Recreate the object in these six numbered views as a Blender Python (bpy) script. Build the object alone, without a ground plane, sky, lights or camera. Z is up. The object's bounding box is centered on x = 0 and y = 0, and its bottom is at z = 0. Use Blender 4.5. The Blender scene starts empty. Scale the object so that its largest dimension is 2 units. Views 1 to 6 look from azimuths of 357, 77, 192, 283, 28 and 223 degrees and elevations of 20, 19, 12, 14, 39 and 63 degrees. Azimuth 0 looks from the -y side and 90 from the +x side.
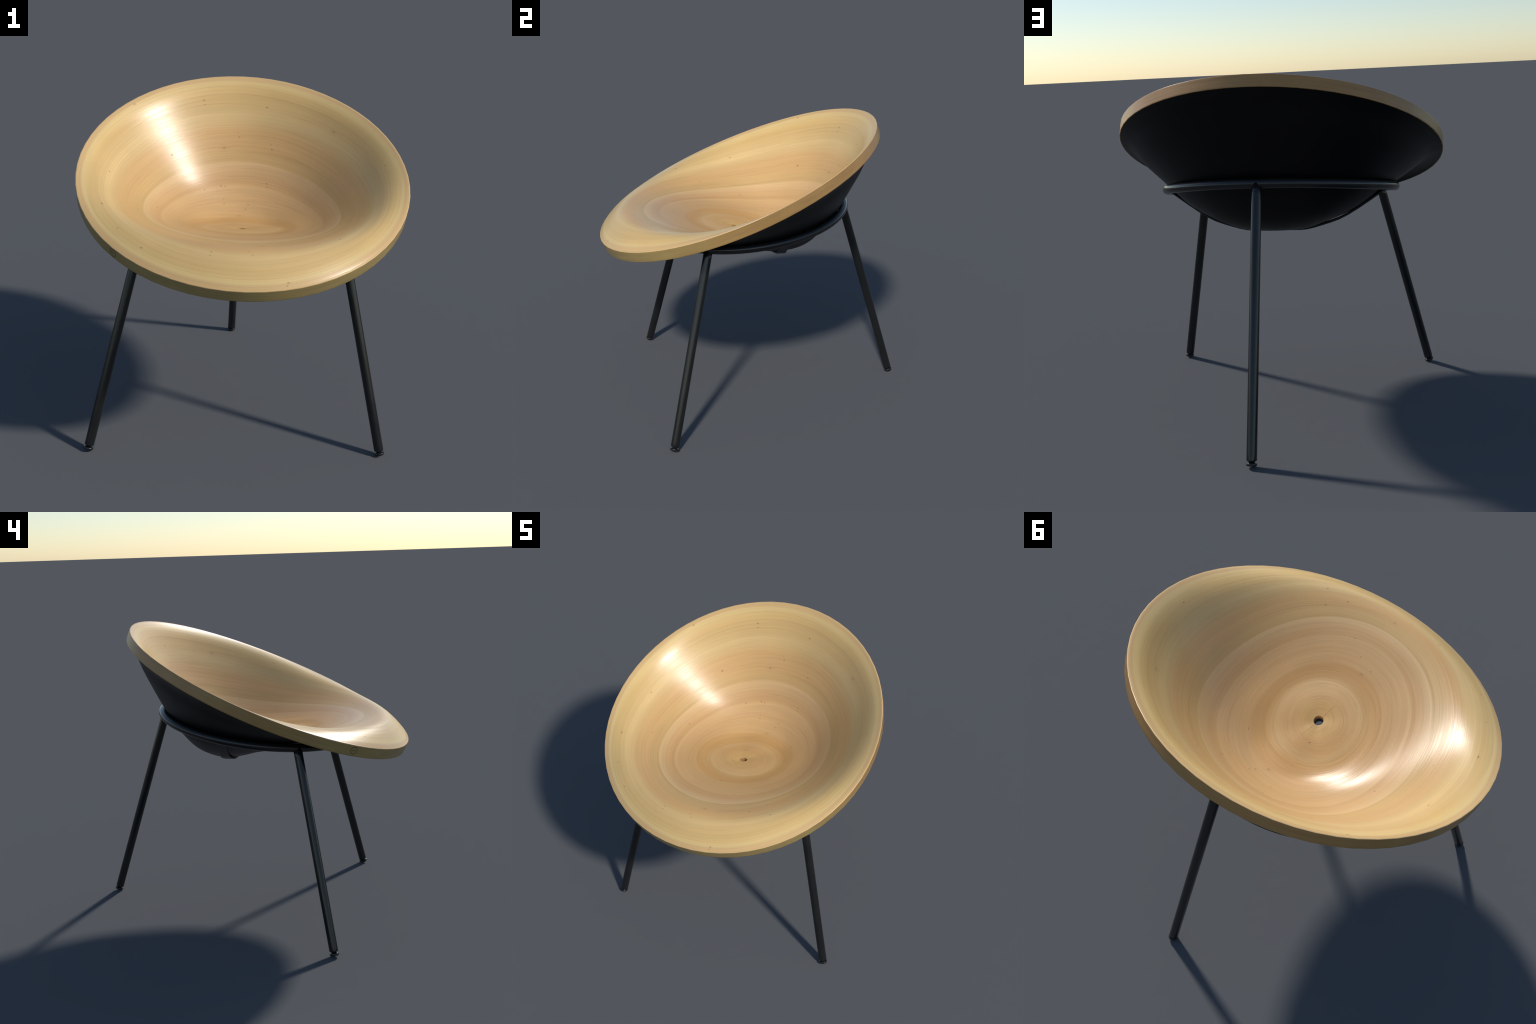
# A three-legged lounge chair: a turned wooden dish, tipped forward, lined black
# underneath, resting in a tilted tubular ring with three splayed tube legs.
import bpy, bmesh, math
import numpy as np
from mathutils import Matrix, Vector

# ------------------------------------------------------------------ dish form
# Local dish frame: u = left/right, v = towards the back and up, w = out of the opening.
TILT = math.radians(23.73)              # forward tilt of the rim plane
RIM_CENTRE = Vector((0.0, -0.1432, 1.4652))
RU, RV = 0.8995, 0.934                  # semi-axes of the rim ellipse
EGG = 0.016                             # rim slightly narrower at the back
HOLE_V = -0.137                         # where the drain hole sits in the rim plane
SEGS = 64                               # turned rim reads as a 64-sided polygon
BAND = 0.066                            # height of the wooden edge band

# Radial stations from hole (0) to rim (1) and, per station, the depth profile split in
# mean dish, front-back lean, saddle and two small corrections.
STATION = np.array([0, .10, .20, .28, .35, .41, .47, .54, .62, .70, .78, .86, .93, 1.0])
PROFILE = np.array([
    [-.3144, 0, 0, 0, 0], [-.3133, -.0672, .0006, -.0015, .0012], [-.3240, -.1300, -.0003, -.0029, .0020],
    [-.3248, -.1699, -.0040, -.0038, .0017], [-.3092, -.1925, -.0105, -.0041, .0001],
    [-.2919, -.2029, -.0202, -.0058, -.0008], [-.2669, -.2072, -.0288, -.0067, -.0009],
    [-.2307, -.2042, -.0345, -.0079, -.0009], [-.1831, -.1887, -.0371, -.0077, -.0028],
    [-.1306, -.1692, -.0371, -.0052, -.0035], [-.0804, -.1371, -.0318, -.0077, -.0047],
    [-.0375, -.0883, -.0193, -.0104, -.0024], [-.0125, -.0396, -.0112, -.0055, -.0011],
    [0, 0, -.0020, 0, 0]])


def spline_matrix(x, q):
    """Natural cubic spline through stations x, as a matrix for the query points q."""
    n, h, eye = len(x), np.diff(x), np.eye(len(x))
    m, r = np.zeros((n, n)), np.zeros((n, n))
    m[0, 0] = m[-1, -1] = 1
    for i in range(1, n - 1):
        m[i, i - 1], m[i, i], m[i, i + 1] = h[i - 1], 2 * (h[i - 1] + h[i]), h[i]
        r[i] = 6 * ((eye[i + 1] - eye[i]) / h[i] - (eye[i] - eye[i - 1]) / h[i - 1])
    k = np.linalg.solve(m, r)
    i = np.clip(np.searchsorted(x, q) - 1, 0, n - 2)
    d, hh = (q - x[i])[:, None], h[i][:, None]
    return (eye[i] + d * ((eye[i + 1] - eye[i]) / hh - hh * (2 * k[i] + k[i + 1]) / 6)
            + d * d * k[i] / 2 + d ** 3 * (k[i + 1] - k[i]) / (6 * hh))


def dish(t, a):
    """Point(s) of the sitting surface at radial fraction t and angle a (arrays broadcast)."""
    t, a = np.broadcast_arrays(np.asarray(t, float), np.asarray(a, float))
    c = (spline_matrix(STATION, t.ravel()) @ PROFILE).reshape(t.shape + (5,))
    s = np.clip(np.sin(a), -1, 1)
    b = np.arcsin(s)                    # left and right halves mirror each other
    w = (c[..., 0] + c[..., 1] * s + c[..., 2] * np.cos(2 * b) + c[..., 3] * np.sin(3 * b)
         + c[..., 4] * np.cos(4 * b))
    # the lip swells a little, then rolls over to the edge
    w = w + 0.0022 * ramp(t, .80, .965) - 0.0022 * (np.clip(t - .962, 0, 1) / .038) ** 2
    u = RU * t * np.cos(a) * (1 - EGG * s * t)
    v = HOLE_V * (1 - t) + RV * t * s
    return np.stack([u, v, w], -1)


def down_normal(t, a):
    h = 1e-3
    n = np.cross(dish(np.minimum(t + h, 1), a) - dish(t - h, a), dish(t, a + h) - dish(t, a - h))
    n /= np.linalg.norm(n, axis=-1, keepdims=True)
    return n * -np.sign(n[..., 2:])


def ramp(x, x0, x1):
    s = np.clip((x - x0) / (x1 - x0), 0, 1)
    return s * s * (3 - 2 * s)


def thickness(t, a):
    """Wall thickness: heavier under the back of the basin, slimmer at the flanks."""
    base = 0.079 - 0.019 * np.clip((0.75 - np.sin(a)) / 0.75, 0, 1.0)
    d = 0.066 + (base - 0.066) * ramp(t, 0, 0.24)
    d = d + (np.minimum(base, 0.070) - d) * ramp(t, 0.38, 0.52)
    d = d + (0.063 - d) * ramp(t, 0.5, 0.76)
    return d + (BAND - 0.063) * ramp(t, 0.85, 1)


def under(t, a, short=0.0):
    """Underside of the wall, 'short' metres above its outer face."""
    t, a = np.broadcast_arrays(np.asarray(t, float), np.asarray(a, float))
    s = ramp(t, 0.75, 1.0)[..., None]
    d = (1 - s) * down_normal(t, a) + s * np.array([0, 0, -1.0])
    d /= np.linalg.norm(d, axis=-1, keepdims=True)
    return dish(t, a) + d * (thickness(t, a) - short)[..., None]


ANG = np.arange(SEGS) * math.tau / SEGS
HOLE_R, HOLE_LIP = 0.0235, 0.0065
_h = dish(np.array([0.0]), np.array([0.0]))[0]
_g = np.array([down_normal(np.array([0.03]), np.array([x]))[0] for x in ANG]).mean(0)
HOLE_AXIS = _g / np.linalg.norm(_g)     # points down through the seat
_e1 = np.array([1.0, 0, 0]); _e2 = np.cross(HOLE_AXIS, _e1) * -1


def hole_ring(radius, depth):
    return _h + HOLE_AXIS * depth + radius * (np.cos(ANG)[:, None] * _e1 + np.sin(ANG)[:, None] * _e2)


def lip_ring(radius, depth):
    """Ring round the hole lying on the dish itself, sunk by depth along the hole axis."""
    ring = hole_ring(radius, 0.0)
    p, q = ring[:, 0] / RU, (ring[:, 1] - HOLE_V) / RV
    k = -HOLE_V / RV
    t = (-k * q + np.sqrt(k * k * q * q + (1 - k * k) * (p * p + q * q))) / (1 - k * k)
    a = np.arctan2(q / t - k, p / t)
    ring[:, 2] = dish(t, a)[:, 2]
    return ring + HOLE_AXIS * depth


# ------------------------------------------------------------------ mesh helpers
def loft(name, rings, closed=False, caps=False, flip=False, materials=(), slot=None):
    """Mesh from a list of equal rings of points; closed joins last ring to first."""
    n = len(rings[0])
    verts = [tuple(p) for r in rings for p in r]
    faces, slots = [], []
    pairs = len(rings) if closed else len(rings) - 1
    for i in range(pairs):
        j = (i + 1) % len(rings)
        for k in range(n):
            l = (k + 1) % n
            f = (i * n + k, i * n + l, j * n + l, j * n + k)
            faces.append(f[::-1] if flip else f)
            slots.append(slot(i) if slot else 0)
    if caps:
        a = tuple(range(n)); b = tuple((len(rings) - 1) * n + k for k in range(n))
        faces += [a if flip else a[::-1], b[::-1] if flip else b]; slots += [0, 0]
    me = bpy.data.meshes.new(name)
    me.from_pydata(verts, [], faces)
    for m in materials:
        me.materials.append(m)
    for p, s in zip(me.polygons, slots):
        p.use_smooth, p.material_index = True, s
    me.update()
    bm = bmesh.new(); bm.from_mesh(me)
    bmesh.ops.recalc_face_normals(bm, faces=bm.faces)
    bm.to_mesh(me); bm.free()
    return me


def place(name, me, parent, matrix=None):
    ob = bpy.data.objects.new(name, me)
    bpy.context.scene.collection.objects.link(ob)
    ob.parent = parent
    if matrix is not None:
        ob.matrix_local = matrix
    return ob


def tube(path, radius, sides=24, frames=None):
    """Rings round a list of points; radius may vary along the path."""
    path = [Vector(p) for p in path]
    radius = radius if hasattr(radius, "__len__") else [radius] * len(path)
    out = []
    for i, p in enumerate(path):
        d = frames[i] if frames else (path[min(i + 1, len(path) - 1)] - path[max(i - 1, 0)])
        d = Vector(d).normalized()
        x = d.orthogonal() if abs(d.z) < 1e-6 else Vector((0, 1, 0)).cross(d)
        x.normalize(); y = d.cross(x)
        out.append([p + radius[i] * (math.cos(q) * x + math.sin(q) * y)
                    for q in (k * math.tau / sides for k in range(sides))])
    return out


# ------------------------------------------------------------------ materials
def srgb(r, g, b):
    f = lambda c: c / 12.92 if c <= .04045 else ((c + .055) / 1.055) ** 2.4
    return (f(r / 255), f(g / 255), f(b / 255), 1)


class Graph:
    def __init__(self, name):
        self.mat = bpy.data.materials.new(name)
        self.mat.use_nodes = True
        self.t = self.mat.node_tree
        self.bsdf = self.t.nodes["Principled BSDF"]

    def put(self, sock, val):
        if isinstance(val, bpy.types.NodeSocket):
            self.t.links.new(val, sock)
        elif val is not None:
            sock.default_value = val

    def math(self, op, a, b=None, c=None, clamp=False):
        n = self.t.nodes.new("ShaderNodeMath"); n.operation = op; n.use_clamp = clamp
        for s, v in zip(n.inputs, (a, b, c)):
            self.put(s, v)
        return n.outputs[0]

    def vec(self, op, a, b=None):
        n = self.t.nodes.new("ShaderNodeVectorMath"); n.operation = op
        self.put(n.inputs[0], a)
        if b is not None:
            self.put(n.inputs[1], b)
        return n.outputs["Value"] if op in ("LENGTH", "DOT_PRODUCT") else n.outputs[0]

    def combine(self, x, y, z):
        n = self.t.nodes.new("ShaderNodeCombineXYZ")
        for s, v in zip(n.inputs, (x, y, z)):
            self.put(s, v)
        return n.outputs[0]

    def noise(self, vector, scale=1.0, detail=2.0, rough=0.5):
        n = self.t.nodes.new("ShaderNodeTexNoise")
        self.put(n.inputs["Vector"], vector)
        n.inputs["Scale"].default_value, n.inputs["Detail"].default_value = scale, detail
        n.inputs["Roughness"].default_value = rough
        return n.outputs["Fac"]

    def maprange(self, v, a, b, c, d, smooth=False):
        n = self.t.nodes.new("ShaderNodeMapRange")
        n.interpolation_type = "SMOOTHSTEP" if smooth else "LINEAR"
        for s, x in zip(n.inputs, (v, a, b, c, d)):
            self.put(s, x)
        return n.outputs[0]

    def ramp(self, fac, stops):
        n = self.t.nodes.new("ShaderNodeValToRGB")
        e = n.color_ramp.elements
        while len(e) < len(stops):
            e.new(0.5)
        for el, (p, c) in zip(e, stops):
            el.position, el.color = p, c
        self.put(n.inputs[0], fac)
        return n.outputs[0]

    def mix(self, fac, a, b, blend="MIX"):
        n = self.t.nodes.new("ShaderNodeMix"); n.data_type = "RGBA"; n.blend_type = blend
        self.put(n.inputs[0], fac); self.put(n.inputs[6], a); self.put(n.inputs[7], b)
        return n.outputs[2]

    def bump(self, height, strength, distance):
        n = self.t.nodes.new("ShaderNodeBump")
        n.inputs["Strength"].default_value, n.inputs["Distance"].default_value = strength, distance
        self.put(n.inputs["Height"], height)
        self.put(self.bsdf.inputs["Normal"], n.outputs[0])

    def object_xyz(self):
        c = self.t.nodes.new("ShaderNodeTexCoord").outputs["Object"]
        s = self.t.nodes.new("ShaderNodeSeparateXYZ"); self.put(s.inputs[0], c)
        return c, s.outputs[0], s.outputs[1], s.outputs[2]


K = -HOLE_V / RV


def radial(u, v):
    """Radial fraction and direction of a point of the rim plane (python side)."""
    p, q = u / RU, (v - HOLE_V) / RV
    t = (-K * q + math.sqrt(K * K * q * q + (1 - K * K) * (p * p + q * q))) / (1 - K * K)
    return t, p / t, q / t - K


def radial_nodes(g, u, v):
    p = g.math("DIVIDE", u, RU)
    q = g.math("DIVIDE", g.math("SUBTRACT", v, HOLE_V), RV)
    qq, pp = g.math("MULTIPLY", q, q), g.math("MULTIPLY", p, p)
    root = g.math("SQRT", g.math("ADD", qq, g.math("MULTIPLY", pp, 1 - K * K)))
    t = g.math("DIVIDE", g.math("SUBTRACT", root, g.math("MULTIPLY", q, K)), 1 - K * K)
    t = g.math("MAXIMUM", t, 0.001)
    return t, g.math("DIVIDE", p, t), g.math("SUBTRACT", g.math("DIVIDE", q, t), K)


# small pin knots: place in the rim plane (u, v) and size
PIN_KNOTS = [
    (-.643, .602, 1.2), (-.237, .769, 1.0), (-.232, .750, .7), (-.413, .442, 1.3), (-.014, .632, .8), (-.022, .652, .6),
    (-.738, .059, 1.0), (-.731, -.324, 1.6), (-.118, .374, 1.0), (-.093, .374, .8), (-.218, .329, .9),
    (-.101, .292, .6), (-.096, .267, .8), (.049, .269, .8), (.033, .235, .9), (-.475, .002, .9), (-.596, -.212, .8),
    (.796, .138, 1.0), (.200, -.881, 1.2), (.195, -.895, .8), (.336, -.603, 1.1), (.467, -.583, 1.1), (.406, -.516, .9),
    (-.629, -.540, 1.0), (-.501, -.687, 1.2), (-.166, -.742, 1.0), (-.171, -.761, .8), (.013, -.738, .8), (.031, -.762, .8),
    (.224, .102, .8), (.158, .388, .9), (.161, .370, .7), (-.048, -.039, .9), (.167, -.499, .8), (.076, -.456, .8),
    (-.018, -.436, .7), (.150, .760, 1.0), (.186, .560, .9), (.180, .585, .6)]
# larger healed knots that bend the grain round them
EYE_KNOTS = [(-.104, .572), (.079, -.677), (.010, -.403), (-.004, .177), (.545, .535)]


CRACK = (.99, -.11)                     # normal of the hairline crack across the centre disc


def wood_material():
    g = Graph("turned_poplar_wood")
    co, u, v, w = g.object_xyz()
    t_rim, ca, sa = radial_nodes(g, u, v)
    polar = g.combine(t_rim, ca, sa)
    # near the hole the rings are true circles seen from above; outwards they follow the rim
    back = g.math("SUBTRACT", g.math("MULTIPLY", g.math("SUBTRACT", v, HOLE_V), math.cos(TILT)),
                  g.math("MULTIPLY", g.math("SUBTRACT", w, PROFILE[0][0]), math.sin(TILT)))
    flat = g.vec("LENGTH", g.combine(u, back, 0.0))
    outward = g.maprange(t_rim, .14, .60, 0, 1, True)
    t = g.math("ADD", g.math("MULTIPLY", t_rim, outward),
               g.math("MULTIPLY", g.math("MULTIPLY", flat, .945), g.math("SUBTRACT", 1.0, outward)))

    def spot(pu, pv, length, width):
        t0, c0, s0 = radial(pu, pv)
        d = g.vec("SUBTRACT", polar, (t0, c0, s0))
        return g.vec("LENGTH", g.vec("MULTIPLY", d, (0.9 / width, 0.92 * t0 / length, 0.92 * t0 / length)))

    # grain bends round the healed knots
    bend, eye_dark = 0.0, 0.0
    for i, (pu, pv) in enumerate(EYE_KNOTS):
        d = spot(pu, pv, 0.030, 0.016)
        near = g.maprange(d, 0.0, 2.6, 1, 0, True)
        bend = g.math("ADD", bend, near)
        wave = g.math("SINE", g.math("MULTIPLY", d, 7.5))
        m = g.math("MULTIPLY", g.maprange(d, 0.2, 1.25, 1, 0, True), g.maprange(wave, -.2, 1, .1, .8))
        eye_dark = g.math("MAXIMUM", eye_dark, m)

    # slow wander of the growth rings round the bowl; none at the turned centre
    drift = g.noise(g.combine(g.math("MULTIPLY", t, 2.2), ca, sa), .9, 2)
    drift2 = g.noise(g.combine(g.math("MULTIPLY", t, 9.0), ca, sa), 1.2, 2)
    calm = g.maprange(t, .12, .75, 0, 1, True)
    sway = g.math("ADD", g.math("MULTIPLY", g.math("SUBTRACT", drift, .5), .034), g.math("MULTIPLY", g.math("SUBTRACT", drift2, .5), .010))
    tw = g.math("ADD", t, g.math("MULTIPLY", sway, calm))
    tw = g.math("ADD", tw, g.math("MULTIPLY", bend, 0.006))
    # the glued joints between the turned layers stay put, so blend true and wandered radius
    tb = g.math("ADD", g.math("MULTIPLY", t, .86), g.math("MULTIPLY", tw, .14))
    col = g.ramp(tb, [
        (0.000, srgb(211, 170, 108)), (0.098, srgb(211, 170, 108)), (0.106, srgb(209, 165, 108)), (0.160, srgb(210, 168, 111)),
        (0.200, srgb(213, 173, 117)), (0.211, srgb(213, 173, 117)), (0.217, srgb(207, 164, 105)), (0.260, srgb(202, 156, 96)),
        (0.305, srgb(203, 157, 98)), (0.322, srgb(206, 163, 108)), (0.400, srgb(206, 164, 110)), (0.455, srgb(208, 166, 113)),
        (0.486, srgb(210, 169, 115)), (0.500, srgb(203, 159, 105)), (0.540, srgb(205, 162, 109)), (0.575, srgb(211, 171, 119)),
        (0.604, srgb(215, 178, 125)), (0.611, srgb(203, 164, 106)), (0.655, srgb(205, 166, 107)), (0.685, srgb(209, 165, 107)),
        (0.750, srgb(211, 168, 109)), (0.765, srgb(212, 173, 114)), (0.810, srgb(220, 186, 126)), (0.845, srgb(214, 178, 117)),
        (0.890, srgb(215, 177, 113)), (0.925, srgb(219, 183, 118)), (0.958, srgb(224, 191, 128)), (0.966, srgb(222, 187, 126)),
        (0.972, srgb(214, 174, 118)), (1.000, srgb(217, 178, 121))])
    # broad soft blotches, growth rings, fine tool lines and pores
    def rings(k, s):
        return g.combine(g.math("MULTIPLY", tw, k), g.math("MULTIPLY", ca, s), g.math("MULTIPLY", sa, s))
    n1, n2, n3 = g.noise(rings(38, .7), 1, 2, .5), g.noise(rings(165, .8), 1, 2, .6), g.noise(rings(420, 2), 1, 1)
    pores = g.noise(co, 240, 2, .6)
    blot = g.noise(co, 2.6, 2)
    gain = g.maprange(n1, .28, .72, .955, 1.03)
    gain = g.math("MULTIPLY", gain, g.maprange(n2, .25, .75, .92, 1.055))
    gain = g.math("MULTIPLY", gain, g.maprange(n3, .25, .75, .955, 1.04))
    gain = g.math("MULTIPLY", gain, g.maprange(pores, .3, .7, .955, 1.035))
    gain = g.math("MULTIPLY", gain, g.maprange(blot, .3, .7, .96, 1.03))
    col = g.mix(1.0, col, g.combine(gain, gain, gain), "MULTIPLY")
    col = g.mix(.10, col, srgb(196, 176, 136))
    # faint warmer streaks
    red = g.maprange(g.noise(rings(20, .6), 1, 2), .5, .72, 0, .2, True)
    col = g.mix(red, col, g.mix(1.0, col, srgb(252, 236, 224), "MULTIPLY"))
    # dark growth-ring lines, broken round the bowl
    thin = g.maprange(g.noise(rings(85, .7), 1, 1), .64, .73, 0, .13, True)
    col = g.mix(thin, col, srgb(158, 112, 68))
    # tool line round the joint of the centre disc and the crack across it
    joint = g.maprange(g.math("ABSOLUTE", g.math("SUBTRACT", tb, .213)), 0, .003, .20, 0, True)
    col = g.mix(joint, col, srgb(140, 98, 58))
    across = g.math("ABSOLUTE", g.math("ADD", g.math("MULTIPLY", u, CRACK[0]), g.math("MULTIPLY", g.math("SUBTRACT", v, HOLE_V), CRACK[1])))
    across = g.math("ADD", across, g.math("MULTIPLY", g.math("SUBTRACT", g.noise(co, 60, 2), .5), .006))
    crack = g.math("MULTIPLY", g.maprange(g.math("ABSOLUTE", across), 0, .0022, .55, 0, True), g.maprange(t, .097, .104, 1, 0))
    col = g.mix(crack, col, srgb(150, 108, 64))
    col = g.mix(g.math("MULTIPLY", eye_dark, .40), col, srgb(146, 98, 58))
    dark = 0.0
    for pu, pv, s in PIN_KNOTS:
        d = spot(pu, pv, .0072 * s, .0033 * s)
        dark = g.math("MAXIMUM", dark, g.maprange(d, .35, 1.15, 1, 0, True))
        # faint brown halo
        dark = g.math("MAXIMUM", dark, g.maprange(d, .5, 2.2, .12, 0, True))
    col = g.mix(g.math("MULTIPLY", dark, .54), col, srgb(104, 62, 38))
    # shade inside the drain hole, painted into the wall as darker brown
    col = g.mix(g.maprange(flat, HOLE_R + .0002, HOLE_R + .0016, .55, 0, True), col, srgb(120, 74, 40))
    g.put(g.bsdf.inputs["Base Color"], col)
    g.put(g.bsdf.inputs["Roughness"], g.maprange(g.math("ADD", g.math("MULTIPLY", n1, .5), g.math("MULTIPLY", n2, .5)), .35, .65, .28, .38))
    g.bsdf.inputs["IOR"].default_value = 1.5
    g.bsdf.inputs["Specular IOR Level"].default_value = .44
    g.bump(g.math("ADD", g.math("ADD", g.math("MULTIPLY", n2, .6), g.math("MULTIPLY", n3, .25)),
                  g.math("ADD", g.math("MULTIPLY", pores, .12), g.math("MULTIPLY", dark, -.7))), .18, .0025)
    return g.mat


def rim_material():
    g = Graph("wood_edge_band")
    co, u, v, w = g.object_xyz()
    t, ca, sa = radial_nodes(g, u, v)
    wave = g.math("ADD", w, g.math("MULTIPLY", g.math("SUBTRACT", g.noise(g.combine(0.0, ca, sa), 2.0, 2), .5), .03))
    n1 = g.noise(g.combine(g.math("MULTIPLY", wave, 110), g.math("MULTIPLY", ca, 3), g.math("MULTIPLY", sa, 3)), 1, 3, .6)
    n2 = g.noise(g.combine(g.math("MULTIPLY", wave, 520), g.math("MULTIPLY", ca, 9), g.math("MULTIPLY", sa, 9)), 1, 2)
    blot = g.noise(co, 5, 2)
    col = g.ramp(g.math("ADD", g.math("MULTIPLY", n1, .6), g.math("MULTIPLY", blot, .4)),
                 [(.30, srgb(166, 128, 82)), (.50, srgb(178, 141, 92)), (.70, srgb(187, 151, 100))])
    # warmer towards the back, yellower at the front
    tint = g.mix(g.maprange(sa, -.75, -.05, 0, 1, True), (.81, .96, .90, 1), (.78, .76, .68, 1))
    tint = g.mix(g.maprange(sa, .2, .9, 0, 1, True), tint, (.98, .87, .72, 1))
    col = g.mix(1.0, col, tint, "MULTIPLY")
    gain = g.maprange(n2, .25, .75, .93, 1.05)
    col = g.mix(1.0, col, g.combine(gain, gain, gain), "MULTIPLY")
    # darker, browner towards the foot of the band
    foot = g.maprange(w, -.066, -.058, .45, 0, True)
    col = g.mix(foot, col, srgb(150, 104, 56))
    g.put(g.bsdf.inputs["Base Color"], col)
    g.bsdf.inputs["Roughness"].default_value = .34
    g.bump(n2, .12, .002)
    return g.mat


def paint(name, rgb, rough, grain=0.0, spec=.5):
    g = Graph(name)
    co, *_ = g.object_xyz()
    n = g.noise(co, 9, 3)
    g.put(g.bsdf.inputs["Base Color"], g.mix(g.maprange(n, .3, .7, 0, 1), tuple(c * .85 for c in rgb) + (1,), tuple(c * 1.15 for c in rgb) + (1,)))
    g.put(g.bsdf.inputs["Roughness"], g.maprange(n, .3, .7, rough - .03, rough + .03))
    g.bsdf.inputs["Specular IOR Level"].default_value = spec
    if grain:
        g.bump(g.noise(co, 700, 2), grain, .0004)
    return g.mat


WOOD, EDGE = wood_material(), rim_material()
SHELL = paint("matt_black_lacquer", (.0022, .0022, .0026), .42, .06, .22)
METAL = paint("black_powder_coat", (.0105, .011, .0115), .20, .03)
STRAP = paint("black_steel_strap", (.006, .006, .0065), .42, .05, .35)
RUBBER = paint("black_glide_plastic", (.012, .012, .012), .16)
BURN = paint("scorched_wood", (.030, .016, .009), .6)

# ------------------------------------------------------------------ chair
chair = bpy.data.objects.new("bowl_chair", None)
bpy.context.scene.collection.objects.link(chair)
chair["label"] = "tilted pale wooden bowl chair on three black tube legs"
chair["category"] = "chair"
DISH = Matrix.Translation(RIM_CENTRE) @ Matrix.Rotation(TILT, 4, "X")


def rim_ring(inset, w_drop):
    """Ring just inside the rim outline; inset and drop in metres."""
    p = dish(np.full(SEGS, 1.0), ANG)
    p[:, 0] *= 1 - inset / RU
    p[:, 1] *= 1 - inset / RV
    p[:, 2] -= w_drop
    return p


# seat: sitting face, eased top edge, edge band, underside, hole wall
seat_rings, seat_slot = [], []
WOOD_GAP, SHELL_T = 0.0045, 0.0036
for r, d in ((HOLE_R, WOOD_GAP + .060 - .0005), (HOLE_R, .022), (HOLE_R, .014)):
    seat_rings.append(hole_ring(r, d)); seat_slot.append(0)
for r, d in ((HOLE_R, .0034), (HOLE_R + .0002, .0021), (HOLE_R + .0009, .0009), (HOLE_R + .0019, .0002), (HOLE_R + .0032, 0.0), (HOLE_R + .0080, 0.0)):
    seat_rings.append(lip_ring(r, d)); seat_slot.append(0)
seat_slot[0] = 2
for t in [.045, .056, .07] + list(np.linspace(.09, .95, 58)) + [.962, .974, .982, .988]:
    seat_rings.append(dish(np.full(SEGS, t), ANG)); seat_slot.append(0)
R = .0042
for q in np.linspace(0, math.pi / 2, 6):
    base = dish(np.full(SEGS, 1 - R / RU), ANG)[:, 2] if q == 0 else None
    edge_w = dish(np.full(SEGS, 1 - R / RU), ANG)[:, 2] - dish(np.full(SEGS, 1.0), ANG)[:, 2]
    ring = rim_ring(R * (1 - math.sin(q)), R * (1 - math.cos(q)))
    ring[:, 2] += edge_w * math.cos(q)
    seat_rings.append(ring); seat_slot.append(0 if q < 1.2 else 1)
for drop in (.010, .022, .034, .046, .056):
    seat_rings.append(rim_ring(0, drop)); seat_slot.append(1)
B = BAND - .0004
for q in np.linspace(0, math.pi / 2, 4):
    seat_rings.append(rim_ring(.002 * (1 - math.cos(q)), B - .002 * (1 - math.sin(q)))); seat_slot.append(1)
seat_rings.append(rim_ring(.0048, B)); seat_slot.append(1)
seat_rings.append(rim_ring(.0052, BAND - WOOD_GAP)); seat_slot.append(2)
for t in [.985, .97] + list(np.linspace(.94, .09, 40)) + [.06]:
    seat_rings.append(under(np.full(SEGS, t), ANG, WOOD_GAP)); seat_slot.append(2)
seat = place("seat", loft("seat", seat_rings, closed=True, materials=(WOOD, EDGE, SHELL), slot=lambda i: seat_slot[i]), chair, DISH)

# black lining shell that hugs the underside
outer = [rim_ring(.0062, BAND - SHELL_T), rim_ring(.0058, BAND - SHELL_T + .0012), rim_ring(.0060, BAND - .0006), rim_ring(.0072, BAND)]
outer += [under(np.full(SEGS, t), ANG) for t in [.985, .97, .955] + list(np.linspace(.93, .06, 64))]
hole_depth = .0655
shell_rings = outer + [hole_ring(HOLE_R + .004, hole_depth), hole_ring(HOLE_R + .0008, hole_depth - .001), hole_ring(HOLE_R + .0004, hole_depth - .0035)]
shell_rings += [under(np.full(SEGS, t), ANG, SHELL_T) for t in [.06] + list(np.linspace(.09, .94, 40)) + [.97, .985]]
shell = place("under_shell", loft("under_shell", shell_rings, closed=True, materials=(SHELL,)), chair, DISH)

# maker's mark burnt into the edge band: a ring with a bar across it
mark_a = math.radians(-135)
at = dish(np.array([1.0]), np.array([mark_a]))[0]
along = Vector((-RU * math.sin(mark_a), RV * math.cos(mark_a), 0)).normalized()
out = Vector((along.y, -along.x, 0))
fold = math.tan(math.pi / SEGS)


def on_band(x, y, lift):
    p = Vector((at[0], at[1], -.030 + y)) + along * x
    return p + out * (lift - abs(x) * fold)


N = 96
annulus = [[on_band(r * math.cos(q), r * math.sin(q), l) for q in (k * math.tau / N for k in range(N))]
           for r, l in ((.0203, -.001), (.0203, .0005), (.0228, .0005), (.0228, -.001))]
mark = place("maker_mark", loft("maker_mark", annulus, closed=True, materials=(BURN,)), seat)
xs = np.linspace(-.0135, .0125, 14)
bar = [[on_band(x, h * (1 - .35 * (x > .006)), l) for h, l in ((-.0014, -.001), (-.0014, .0005), (.0014, .0005), (.0014, -.001))] for x in xs]
place("mark_bar", loft("mark_bar", bar, caps=True, materials=(BURN,)), seat)

# tubular ring: tilted, very slightly saddled
TUBE_R = .0250
RING_Y, RING_Z, RING_RX, RING_RY, RING_TILT, RING_SAG = -.0634, 1.2094, .638, .6155, math.radians(8.42), -.0086


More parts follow.
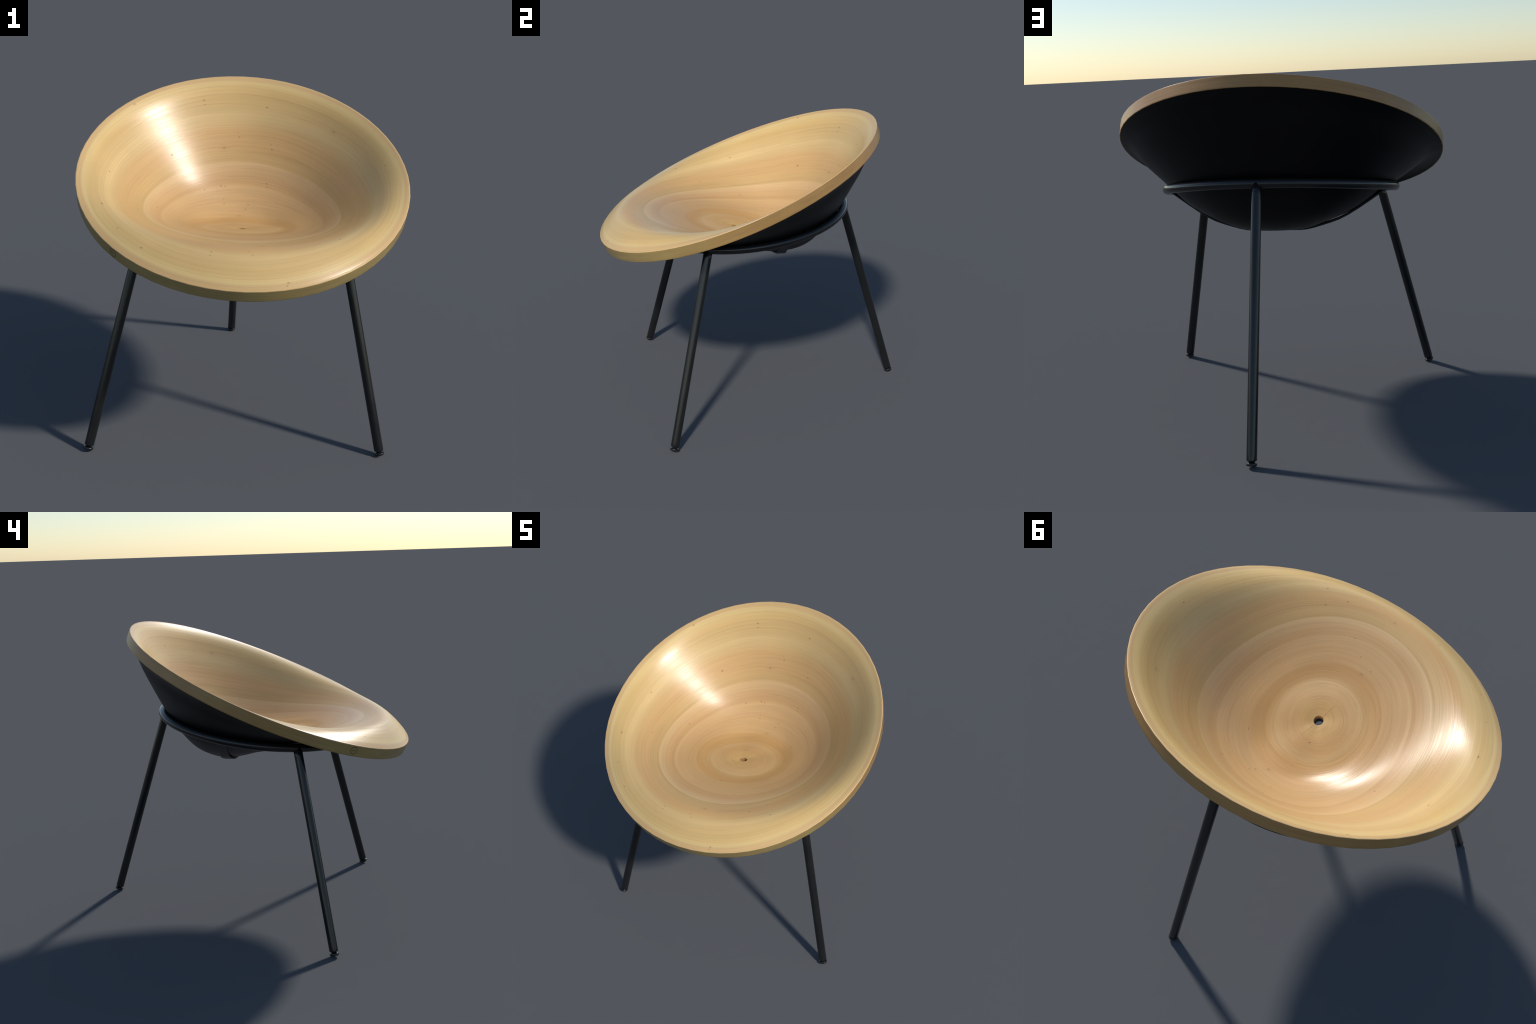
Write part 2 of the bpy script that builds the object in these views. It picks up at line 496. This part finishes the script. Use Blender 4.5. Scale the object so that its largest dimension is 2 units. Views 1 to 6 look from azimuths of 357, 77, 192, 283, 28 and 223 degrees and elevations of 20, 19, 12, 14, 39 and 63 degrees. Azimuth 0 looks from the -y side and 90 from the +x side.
def ring_point(q):
    w = RING_SAG * math.cos(2 * q)
    y = RING_RY * math.sin(q)
    return Vector((RING_RX * math.cos(q), RING_Y + y * math.cos(RING_TILT) - w * math.sin(RING_TILT),
                   RING_Z + y * math.sin(RING_TILT) + w * math.cos(RING_TILT)))


M = 160
rings = []
for k in range(M):
    q = k * math.tau / M
    p = ring_point(q)
    d = (ring_point(q + .01) - ring_point(q - .01)).normalized()
    side = d.cross(Vector((0, 0, 1))).normalized(); up = side.cross(d)
    rings.append([p + TUBE_R * (math.cos(z) * side + math.sin(z) * up) for z in (j * math.tau / 28 for j in range(28))])
place("support_ring", loft("support_ring", rings, closed=True, materials=(METAL,)), chair)

# legs with screw-in glides; each leg's mesh runs along its own axis
LEG_R = .0258
LEGS = [((.794, -.638), (.532, -.398, 1.157)), ((-.794, -.638), (-.532, -.398, 1.157)), ((0, .9755), (0, .5535, 1.297))]
for foot, top in LEGS:
    top = min((ring_point(k * math.tau / 720) for k in range(720)), key=lambda p: (p - Vector(top)).length)
    guess = Vector((foot[0], foot[1], 0))
    axis = (top - guess).normalized()
    sole = guess + Vector((0, 0, LEG_R * math.sqrt(1 - axis.z ** 2) + .0003))
    axis = (top - sole).normalized()
    length = (top - sole).length
    rot = axis.to_track_quat("Z", "Y").to_matrix().to_4x4()
    frame = Matrix.Translation(sole) @ rot
    z0 = .0235
    prof = [(.010, z0), (LEG_R - .004, z0), (LEG_R - .0016, z0 + .0010), (LEG_R - .0003, z0 + .0032), (LEG_R, z0 + .006)]
    prof += [(LEG_R, z0 + .006 + (length - z0 - .006) * f) for f in (.02, .25, .5, .75, .96, 1.0)]
    circ = [[Vector((r * math.cos(q), r * math.sin(q), z)) for q in (j * math.tau / 32 for j in range(32))] for r, z in prof]
    leg = place("leg", loft("leg", circ, caps=True, materials=(METAL,)), chair, frame)
    g = LEG_R + .0012
    gp = [(g - .010, 0), (g - .004, .0002), (g - .0014, .0016), (g - .0002, .0045), (g, .0070), (g, .0100), (g - .0004, .0122), (g - .0018, .0142),
          (g - .0042, .0154), (.0185, .0158), (.0160, .0162), (.0155, .030)]
    gc = [[Vector((r * math.cos(q), r * math.sin(q), z)) for q in (j * math.tau / 32 for j in range(32))] for r, z in gp]
    place("glide", loft("glide", gc, caps=True, materials=(RUBBER,)), leg)

# flat steel strap that runs from side to side under the basin
STRAP_W, STRAP_T = .056, .0095


ts = np.linspace(.05, .7, 90)[:, None]; az = np.linspace(0, math.tau, 181)[None]
low = under(ts, az).reshape(-1, 3)
c, s = math.cos(TILT), math.sin(TILT)
lowx, lowy = low[:, 0], RIM_CENTRE.y + low[:, 1] * c - low[:, 2] * s
lowz = RIM_CENTRE.z + low[:, 1] * s + low[:, 2] * c


def under_height(x, y):
    near = (abs(lowx - x) < .02) & (abs(lowy - y) < .028)
    return lowz[near].min()


half = []
for x in np.linspace(0, .20, 7):
    y = .088 + .004 * (x / .2) ** 2
    half.append(Vector((x, y, under_height(x, y) - .0015)))
# leaves the basin, bends up and runs straight to the ring
bend = [(.245, .092, 1.0275), (.300, .085, 1.0395), (.340, .080, 1.0510), (.378, .075, 1.0670), (.445, .064, 1.1080), (.500, .055, 1.1450), (.550, .045, 1.1765), (.585, .038, 1.2020), (.612, .034, 1.2200)]
half += [Vector(p) for p in bend]
spine = [Vector((-p.x, p.y, p.z)) for p in half[:0:-1]] + half
for _ in range(2):
    spine = [spine[0]] + [(a + 2 * b + d) / 4 for a, b, d in zip(spine, spine[1:], spine[2:])] + [spine[-1]]
sect = []
e = .002
for i, p in enumerate(spine):
    d = (spine[min(i + 1, len(spine) - 1)] - spine[max(i - 1, 0)]).normalized()
    wide = (Vector((0, 1, 0)) - d * d.y).normalized()
    nrm = d.cross(wide).normalized()
    if nrm.z > 0:
        nrm = -nrm
    h, k = STRAP_W / 2, STRAP_T
    prof = [(-h + e, 0), (-h, e), (-h, k - e), (-h + e, k), (h - e, k), (h, k - e), (h, e), (h - e, 0)]
    sect.append([p + wide * a + nrm * b for a, b in prof])
strap = place("strap", loft("strap", sect, caps=True, materials=(STRAP,)), chair)
for p in strap.data.polygons:
    p.use_smooth = False
